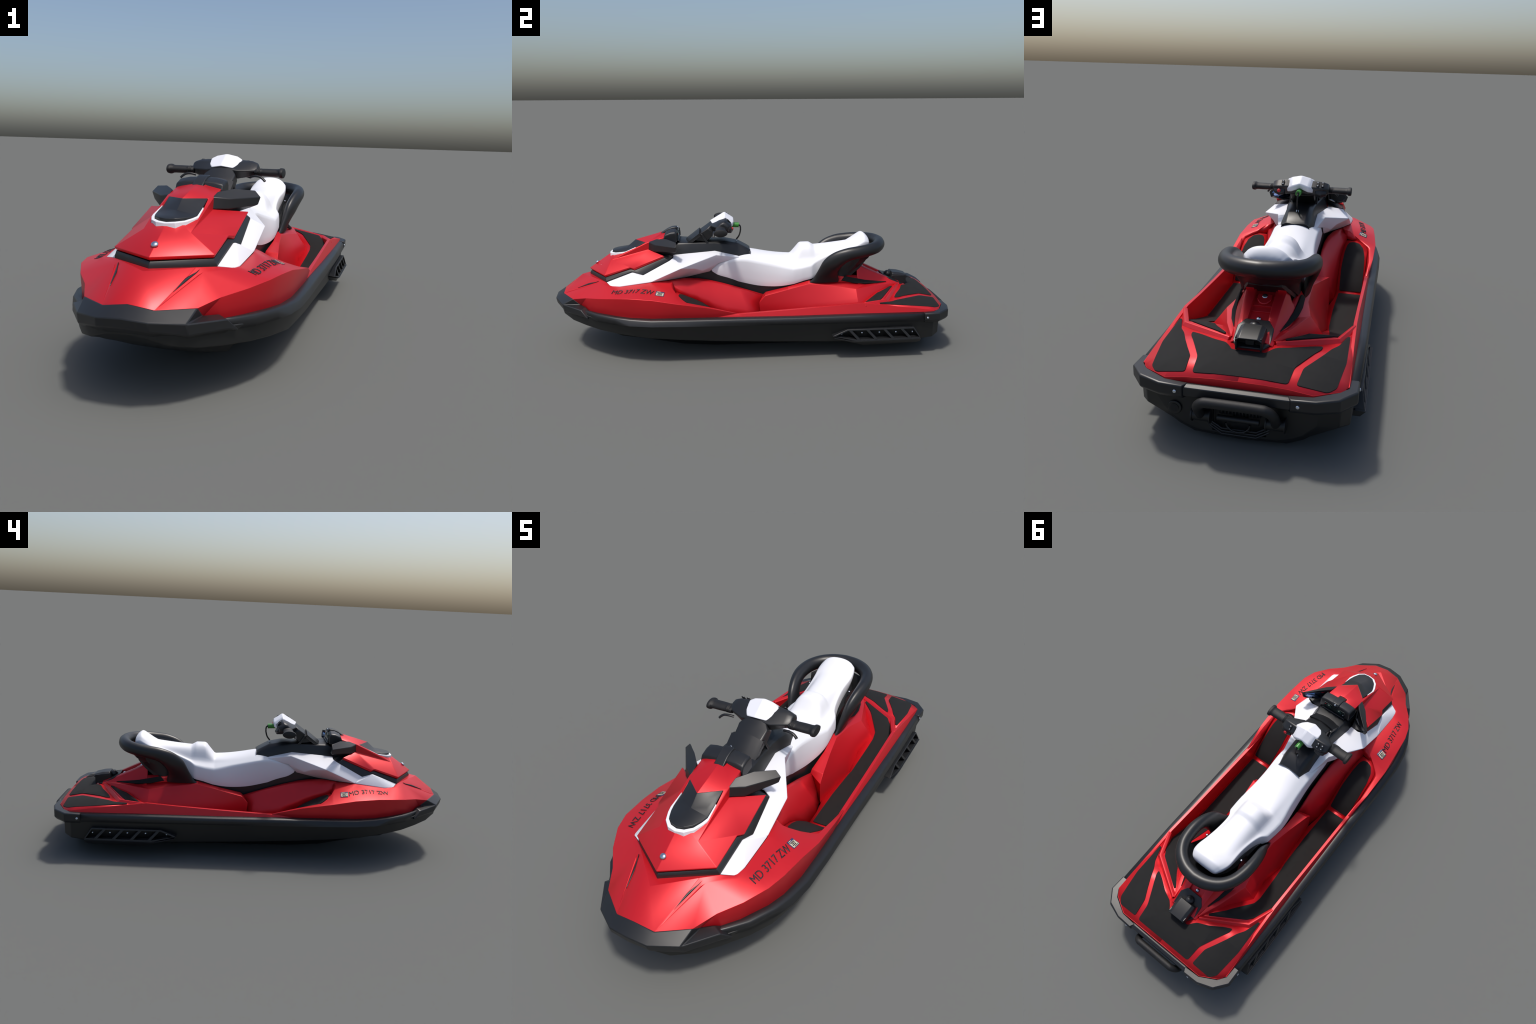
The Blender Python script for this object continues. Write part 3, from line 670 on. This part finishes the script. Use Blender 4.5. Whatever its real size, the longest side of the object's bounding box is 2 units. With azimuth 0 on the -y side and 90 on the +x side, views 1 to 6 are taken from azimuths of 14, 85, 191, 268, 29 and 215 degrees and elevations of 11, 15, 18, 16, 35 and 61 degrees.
# tow hook block
P = dict(a=(0.040, 0.684, 0.328), b=(0.062, 0.712, 0.314), c=(0.063, 0.766, 0.283), d=(0.043, 0.793, 0.277), a2=(0.040, 0.684, 0.30), b2=(0.062, 0.712, 0.286), c2=(0.063, 0.766, 0.262), d2=(0.043, 0.793, 0.258))
bm = bmesh.new()
up = [P[k] for k in "abcd"]; lo = [P[k + "2"] for k in "abcd"]
loft([up + [mx(p) for p in up[::-1]], lo + [mx(p) for p in lo[::-1]]], closed=True, caps=True, bm=bm)
hook = finish(bm, "tow_hook_base", BLACK, angle=20, bevel=0.003)
rows = []
for x in (-0.043, -0.030, 0.030, 0.043):
    dz = 0 if abs(x) < 0.04 else -0.008
    rows.append([(x, 0.728, 0.305), (x, 0.738, 0.334 + dz), (x, 0.776, 0.330 + dz), (x, 0.818, 0.318 + dz), (x, 0.814, 0.311 + dz), (x, 0.780, 0.316 + dz), (x, 0.776, 0.278)])
finish(loft(rows, closed=True, caps=True), "tow_hook_hood", BLACK, hook, angle=28, bevel=0.002)
for s in (1, -1):
    box((s * 0.0405, 0.772, 0.296), (0.006, 0.078, 0.044), "hook_cheek", BLACK, hook, bevel=0.0015)
box((0, 0.787, 0.296), (0.030, 0.012, 0.022), "hook_tongue", TRIM, hook)
dome((0, 0.722, 0.318), 0.021, "hook_knob", BLACK, hook, n=(0, -0.2, 1), flat=0.85)

# ------------------------------------------------------------------ stern bumpers, bar, handle
for s in (1, -1):
    o = [(0.355, 0.812), (0.356, 0.885), (0.308, 0.944), (0.240, 0.966), (0.166, 0.968)]
    i = [(0.326, 0.812), (0.324, 0.870), (0.303, 0.899), (0.228, 0.938), (0.152, 0.942)]
    zt3 = [0.217, 0.219, 0.221, 0.217, 0.214]
    rows = []
    for (ox, oy), (ix, iy), z in zip(o, i, zt3):
        bx, by = ox - (ox - ix) * 0.25, oy - (oy - iy) * 0.25
        rows.append([(s * ix, iy, z), (s * (ox - (ox - ix) * 0.12), oy - (oy - iy) * 0.12, z), (s * ox, oy, z - 0.004), (s * ox, oy, 0.182), (s * bx, by, 0.170), (s * ix, iy, 0.170)])
    bp = finish(loft(rows, closed=True, caps=True), "stern_bumper", BLACK, angle=22, bevel=0.0025)
    dome((s * 0.187, 0.9685, 0.194), 0.006, "bumper_bolt", CHROME, bp, n=(0, 1, 0))
    dome((s * 0.3565, 0.826, 0.195), 0.006, "bumper_bolt", CHROME, bp, n=(1 * s, 0, 0))
rows = []
for x in (-0.165, -0.08, 0, 0.08, 0.165):
    rows.append([(x, 0.930, 0.212), (x, 0.948, 0.2125), (x, 0.961, 0.206), (x, 0.961, 0.178), (x, 0.952, 0.172), (x, 0.930, 0.172)])
finish(loft(rows, closed=True, caps=True), "stern_bar", BLACK, angle=25, bevel=0.002)
hp = [(0.117, 0.928, 0.100), (0.119, 0.950, 0.128), (0.116, 0.970, 0.155), (0.098, 0.982, 0.175), (0.07, 0.983, 0.179)]
hp = hp + [mx(p) for p in hp[::-1]]
tube(hp, 0.0155, "boarding_handle", RUBBER, seg=16, smooth=4)
for s in (1, -1):
    br = rod((s * 0.090, 0.926, 0.098), (s * 0.144, 0.926, 0.098), 0.018, "handle_pivot", HULLB)
    for x in (0.088, 0.146):
        rod((s * (x - 0.002), 0.924, 0.098), (s * (x + 0.002), 0.924, 0.098), 0.024, "pivot_flange", HULLB, br)
    box((s * 0.117, 0.908, 0.095), (0.058, 0.03, 0.04), "pivot_bracket", HULLB, br)
# pump grille and ribs inside the recess
gr = box((0, 0.905, 0.117), (0.132, 0.012, 0.030), "pump_grille", HULLB)
for k in range(11):
    box((-0.055 + 0.011 * k, 0.913, 0.117), (0.005, 0.008, 0.026), "grille_slat", BLACK, gr, bevel=0.001)
tube([(-0.066, 0.927, 0.098), (0.066, 0.927, 0.098)], 0.009, "pump_rod", BLACK, seg=12, smooth=1)
for k, (dz, w) in enumerate([(0, 0.105), (-0.012, 0.10), (-0.024, 0.095)]):
    tube([(-w, 0.915, 0.083 + dz), (-0.055, 0.918, 0.055 + dz * 0.8), (0.055, 0.918, 0.055 + dz * 0.8), (w, 0.915, 0.083 + dz)], 0.0035, "pump_rib", BLACK, gr, seg=8, smooth=1)
ring = [(0.038 * math.cos(a), 0.93, 0.085 - 0.030 * math.sin(a)) for a in [math.pi * k / 12 for k in range(13)]]
tube(ring, 0.003, "nozzle_ring", BLACK, gr, seg=8, smooth=1)
rod((0, 0.86, 0.078), (0, 0.91, 0.075), 0.030, "jet_nozzle", TRIM, gr)
ex = rod((0.205, 0.895, 0.108), (0.206, 0.923, 0.108), 0.023, "drain_flange", HULLB, bevel=0.002)
rod((0.205, 0.90, 0.108), (0.206, 0.9245, 0.108), 0.014, "dark_drain_disc", RUBBER, ex)  # solid dark disc added on the flange in place of an open hole

# ------------------------------------------------------------------ sponsons on the hull sides
def bar2d(pts, x0, x1, name, parent, s, mat=BLACK, bevel=0.0015):
    """Prism whose outline is given in (y, z), between x0 and x1 (x may lean with z)."""
    bm = bmesh.new()
    a = [(s * x0, y, z) for y, z in pts]; b = [(s * x1(z) if callable(x1) else s * x1, y, z) for y, z in pts]
    loft([a, b], closed=True, caps=True, bm=bm)
    return finish(bm, name, mat, parent, angle=25, bevel=bevel)
lean = lambda z: 0.378 - (z - 0.09) * 0.22
for s in (1, -1):
    base = bar2d([(0.365, 0.118), (0.43, 0.104), (0.475, 0.098), (0.790, 0.099), (0.792, 0.080), (0.775, 0.074), (0.51, 0.070), (0.46, 0.084)], 0.315, lambda z: 0.381 if z > 0.09 else 0.362, "sponson", None, s)
    bar2d([(0.358, 0.124), (0.430, 0.153), (0.758, 0.153), (0.789, 0.104), (0.783, 0.104), (0.754, 0.146), (0.434, 0.146), (0.372, 0.122)], 0.335, lean, "sponson_rim", base, s)
    bar2d([(0.358, 0.124), (0.372, 0.122), (0.475, 0.104), (0.785, 0.105), (0.789, 0.098), (0.475, 0.097)], 0.345, lean, "sponson_rim", base, s)
    for k in range(4):
        y = 0.436 + 0.084 * k
        bar2d([(y, 0.148), (y + 0.016, 0.148), (y + 0.060, 0.101), (y + 0.043, 0.101)], 0.350, lean, "sponson_strut", base, s)
    for y, z in [(0.406, 0.123), (0.507, 0.126), (0.593, 0.125), (0.675, 0.124), (0.758, 0.122)]:
        dome((s * 0.342, y, z), 0.006, "sponson_bolt", CHROME, base, n=(s, 0, 0), flat=0.7)

# ------------------------------------------------------------------ console
rows = []
for (y, zc, xe, ze, xb, zb) in [(-0.42, 0.515, 0.072, 0.510, 0.090, 0.460), (-0.390, 0.532, 0.074, 0.524, 0.098, 0.472), (-0.374, 0.538, 0.076, 0.530, 0.102, 0.475), (-0.30, 0.532, 0.070, 0.528, 0.092, 0.478), (-0.193, 0.530, 0.061, 0.526, 0.074, 0.482),
                                (-0.14, 0.530, 0.060, 0.517, 0.074, 0.470), (-0.074, 0.516, 0.058, 0.500, 0.078, 0.453), (-0.026, 0.489, 0.056, 0.477, 0.065, 0.456), (-0.013, 0.478, 0.055, 0.470, 0.060, 0.458)]:
    rows.append(both([(0, y, zc), (xe * 0.72, y, zc - 0.001), (xe, y, ze), (xb, y, zb), (xb, y, zb - 0.03)]))
bm = loft(rows); bmesh.ops.holes_fill(bm, edges=[e for e in bm.edges if e.is_boundary])
console = finish(bm, "console", TRIM, angle=34, bevel=0.004, segs=2)

# steering column
C = dict(
    a=(0.041, -0.203, 0.618), b=(0.060, -0.227, 0.598), c=(0.053, -0.265, 0.572), c0=(0, -0.268, 0.583), a0=(0, -0.210, 0.624),
    d=(0.060, -0.300, 0.540), d0=(0, -0.310, 0.545), e=(0.056, -0.235, 0.528), e0=(0, -0.235, 0.524), f=(0.056, -0.185, 0.575), f0=(0, -0.18, 0.57))
CF = [("a0", "a", "b", "c", "c0"), ("c0", "c", "d", "d0"), ("b", "f", "e", "d", "c"), ("a", "f", "b"), ("d", "e", "e0", "d0"), ("e", "f", "f0", "e0"), ("a0", "f0", "f", "a")]
col = finish(polys(C, CF), "steering_column", BLACK, angle=28, bevel=0.004)
rows = []
for (y, z) in [(-0.262, 0.570), (-0.268, 0.578), (-0.330, 0.531), (-0.338, 0.522)]:
    rows.append(both([(0, y, z + 0.012), (0.028, y, z + 0.0085), (0.052, y, z + 0.001), (0.066, y, z - 0.002), (0.067, y + 0.004, z - 0.018)]))
finish(loft(rows), "column_collar", BLACK, col, angle=22, solid=0.004, out=(0, -0.5, 1))
for s in (1, -1):
    bar2d([(-0.262, 0.572), (-0.252, 0.572), (-0.222, 0.524), (-0.234, 0.522)], 0.058, 0.066, "collar_brace", col, s)
    bar2d([(-0.335, 0.520), (-0.322, 0.520), (-0.268, 0.566), (-0.274, 0.570)], 0.056, 0.065, "collar_brace", col, s)

# handlebar housing: a loft along x through oblong sections
def hsec(x, y0, z0, y1, z1, y2, z2, y3, z3, y4, z4, y5, z5):
    return [(x, y0, z0), (x, y1, z1), (x, y2, z2), (x, y3, z3), (x, y4, z4), (x, y5, z5)]
hs = [hsec(0.000, -0.212, 0.620, -0.165, 0.645, -0.135, 0.650, -0.105, 0.620, -0.118, 0.592, -0.190, 0.580),
      hsec(0.058, -0.212, 0.612, -0.165, 0.640, -0.135, 0.650, -0.106, 0.624, -0.118, 0.588, -0.196, 0.582),
      hsec(0.100, -0.192, 0.612, -0.162, 0.640, -0.138, 0.647, -0.106, 0.622, -0.116, 0.588, -0.175, 0.590),
      hsec(0.120, -0.182, 0.612, -0.160, 0.636, -0.142, 0.640, -0.114, 0.620, -0.120, 0.594, -0.170, 0.595),
      hsec(0.127, -0.176, 0.611, -0.160, 0.630, -0.147, 0.632, -0.124, 0.616, -0.128, 0.600, -0.168, 0.600)]
rows = [[mx(p) for p in r] for r in hs[:0:-1]] + hs
housing = finish(loft(rows, closed=True, caps=True), "handlebar_housing", TRIM, angle=36, bevel=0.004, segs=3)
for s in (1, -1):   # switch pods under the housing
    rows = [[(s * x, y, z) for y, z in pr] for x, pr in [
        (0.068, [(-0.150, 0.600), (-0.112, 0.612), (-0.104, 0.598), (-0.112, 0.586), (-0.150, 0.588)]),
        (0.094, [(-0.150, 0.600), (-0.108, 0.614), (-0.098, 0.596), (-0.108, 0.580), (-0.150, 0.582)]),
        (0.118, [(-0.150, 0.600), (-0.114, 0.612), (-0.108, 0.600), (-0.114, 0.590), (-0.150, 0.590)])]]
    finish(loft(rows, closed=True, caps=True), "switch_pod", TRIM, housing, angle=36, bevel=0.003)
dome((0.094, -0.103, 0.603), 0.0085, "stop_button", REDBTN, housing, n=(0, 1, 0.3), flat=0.6)
back_n = Vector((0, 0.75, 0.66)).normalized()
Rb = back_n.to_track_quat('Z', 'Y').to_matrix().to_4x4()
for xs2, nm in [((0.078,), 1), ((-0.078, -0.100), 2)]:
    for x in xs2:
        k = box((x, -0.119, 0.638), (0.013, 0.024, 0.005), "rocker_switch", RUBBER, housing, rot=Rb)
        for t in (-0.008, 0.008):
            dome(Vector((x, -0.119, 0.638)) + Rb @ Vector((0, t, 0.0025)), 0.0028, "switch_symbol", GREY, k, n=back_n, flat=0.4)

# white cap over the bars
Q = dict(
    f0=(0, -0.216, 0.627), f=(0.041, -0.206, 0.620), sd=(0.060, -0.178, 0.630), t0=(0, -0.140, 0.671), t=(0.040, -0.141, 0.664), tc=(0.061, -0.143, 0.652),
    k0=(0, -0.093, 0.640), k=(0.040, -0.094, 0.626), kc=(0.060, -0.108, 0.613), l0=(0, -0.103, 0.618), l=(0.036, -0.098, 0.602), lc=(0.058, -0.114, 0.597), bt=(0.055, -0.16, 0.61), bt0=(0, -0.16, 0.61))
QF = [("f0", "f", "sd", "tc", "t", "t0"), ("t0", "t", "k", "k0"), ("t", "tc", "kc", "k"), ("k0", "k", "l", "l0"), ("k", "kc", "lc", "l"), ("sd", "bt", "lc", "kc", "tc"), ("f", "bt", "sd"), ("f0", "bt0", "bt", "f"), ("bt0", "l0", "l", "lc", "bt")]
finish(polys(Q, QF), "handlebar_cap", WHITE, housing, angle=22, bevel=0.006, segs=3)

# grips, end caps, levers
for s in (1, -1):
    def oval(x, ry, rz, n=24): return [(s * x, -0.162 + ry * math.cos(2 * math.pi * k / n), 0.607 + rz * math.sin(2 * math.pi * k / n)) for k in range(n)]
    prof = [(0.118, 0.023, 0.0135)]
    for k in range(4): prof += [(0.128 + 0.004 * k, 0.0255, 0.0148), (0.130 + 0.004 * k, 0.0235, 0.0138)]
    prof += [(0.150, 0.0245, 0.0142), (0.175, 0.0255, 0.0145), (0.198, 0.0250, 0.0145), (0.208, 0.0265, 0.0155), (0.211, 0.0315, 0.0182), (0.2165, 0.033, 0.0188), (0.2235, 0.0315, 0.0175), (0.2250, 0.027, 0.015)]
    finish(loft([oval(*p) for p in prof], closed=True, caps=True), "grip", RUBBER, housing, angle=45)
    tube([(s * 0.106, -0.186, 0.590), (s * 0.125, -0.192, 0.594), (s * 0.143, -0.194, 0.592), (s * 0.155, -0.196, 0.585), (s * 0.163, -0.198, 0.577)], 0.0062, "lever", DARKRED if False else TRIM, housing, seg=10, ry=0.0045)

# tether key
tube([(0.001, -0.125, 0.604), (0.001, -0.068, 0.601)], 0.0125, "tether_key", GREEN, seg=18, smooth=1)
rod((0.001, -0.069, 0.601), (0.001, -0.0655, 0.601), 0.006, "key_socket", RUBBER)
lan = tube([(0.001, -0.066, 0.601), (0.001, -0.060, 0.592), (0.002, -0.060, 0.570), (0.003, -0.068, 0.545), (0.003, -0.082, 0.527)], 0.0038, "tether_cord", RUBBER, seg=8)
rg = [(0.003 + 0.0045 * math.cos(a), -0.079 - 0.002 * math.sin(a), 0.518 + 0.009 * math.sin(a)) for a in [2 * math.pi * k / 14 for k in range(15)]]
tube(rg, 0.0013, "tether_clip", CHROME, lan, seg=6, smooth=1)

# ------------------------------------------------------------------ dashboard pod with gauge
Dp = [(-0.445, 0.560), (-0.436, 0.580), (-0.408, 0.592), (-0.386, 0.593), (-0.379, 0.582), (-0.378, 0.540), (-0.440, 0.520)]
def drow(x, k, dz): return [(x, y, 0.53 + (z - 0.53) * k + dz) for y, z in Dp]
rows = [drow(-0.083, 0.82, 0), drow(-0.078, 0.92, 0), drow(-0.05, 1.0, 0.001), drow(0, 1.02, 0.002), drow(0.05, 1.0, 0.001), drow(0.078, 0.92, 0), drow(0.083, 0.82, 0)]
dash = finish(loft(rows, closed=True, caps=True), "dash_pod", TRIM, angle=35, bevel=0.003)
sc = box((0, -0.3775, 0.563), (0.118, 0.004, 0.036), "gauge_screen", SCREEN, dash, bevel=0.001, rot=Matrix.Rotation(math.radians(0), 4, 'X'))
for x, r in [(-0.028, 0.014), (0.03, 0.014)]:
    rod((x, -0.377, 0.563), (x, -0.3745, 0.5625), r, "gauge_dial", DIAL, dash)
dome((-0.052, -0.375, 0.560), 0.003, "gauge_lamp", GREY, dash, n=(0, 1, 0))
dome((0.05, -0.375, 0.572), 0.003, "gauge_lamp", REDBTN, dash, n=(0, 1, 0))
box((0, -0.374, 0.541), (0.13, 0.01, 0.004), "gauge_sill", TRIM, dash)
rows = [[(x, -0.462, 0.562), (x, -0.460, 0.570), (x, -0.430, 0.590), (x, -0.405, 0.600), (x, -0.384, 0.602), (x, -0.376, 0.592), (x, -0.385, 0.57)] for x in (-0.019, 0.019)]
finish(loft(rows, closed=True, caps=True), "dash_latch", TRIM, dash, bevel=0.003)
dome((0.0, -0.3765, 0.597), 0.0045, "latch_bolt", CHROME, dash, n=(0, 0.8, 0.6))

# ------------------------------------------------------------------ mirrors
M = dict(
    b0=(0.074, -0.519, 0.541), b1=(0.074, -0.522, 0.503), r=(0.117, -0.485, 0.535), rl=(0.120, -0.489, 0.502), t=(0.120, -0.426, 0.564), ti=(0.077, -0.479, 0.555),
    tip=(0.175, -0.377, 0.558), tip2=(0.196, -0.379, 0.536), tip3=(0.187, -0.378, 0.510), bot=(0.132, -0.432, 0.488), bi=(0.080, -0.475, 0.492),
    xa=(0.082, -0.468, 0.553), xb=(0.094, -0.430, 0.500), g1=(0.092, -0.455, 0.547), g2=(0.168, -0.378, 0.550), g3=(0.183, -0.376, 0.535), g4=(0.172, -0.374, 0.518), g5=(0.132, -0.412, 0.499), g6=(0.100, -0.432, 0.507))
MFc = [("b0", "b1", "rl", "r"), ("b0", "r", "t", "ti"), ("r", "tip2", "tip", "t"), ("r", "rl", "tip3", "tip2"), ("rl", "bot", "tip3"), ("b1", "bi", "bot", "rl"),
       ("ti", "t", "xa"), ("b0", "ti", "xa", "xb", "bi", "b1"), ("bi", "xb", "bot"),
       ("t", "tip", "g2", "g1", "xa"), ("tip", "tip2", "g3", "g2"), ("tip2", "tip3", "g4", "g3"), ("tip3", "bot", "g5", "g4"), ("bot", "xb", "g6", "g5"), ("xb", "xa", "g1", "g6")]
sink = Vector((0.006, -0.008, -0.001))
for s in (1, -1):
    MM = dict(M)
    for k in ("g1", "g2", "g3", "g4", "g5", "g6"):
        MM[k + "d"] = tuple(Vector(M[k]) + Vector((0.0, -0.006, 0)))
    FF = MFc + [(a, b, b + "d", a + "d") for a, b in zip(("g1", "g2", "g3", "g4", "g5", "g6"), ("g2", "g3", "g4", "g5", "g6", "g1"))] + [("g6d", "g5d", "g4d", "g3d", "g2d", "g1d")]
    mo = finish(polys(MM, FF, sides=(s,)), "mirror_housing", BLACK, angle=24, bevel=0.0025)
    GG = {k: tuple(Vector(M[k]) + Vector((0.0, -0.0035, 0))) for k in ("g1", "g2", "g3", "g4", "g5", "g6")}
    finish(polys(GG, [("g1", "g2", "g3", "g4", "g5", "g6")], sides=(s,)), "mirror_glass", GLASS, mo, solid=0.002, out=(0, 1, 0))

# black cheeks between the dash pod, the hood and the mirrors
for s in (1, -1):
    rows = [[(s * x, y, z) for x, z in [(0.060, 0.46), (xo, 0.475), (xo, zt4), (0.060, zt4 + 0.008)]] for y, xo, zt4 in [(-0.512, 0.074, 0.525), (-0.47, 0.082, 0.530), (-0.43, 0.084, 0.525), (-0.395, 0.078, 0.515)]]
    finish(loft(rows, closed=True, caps=True), "dash_cheek", TRIM, dash, angle=35)
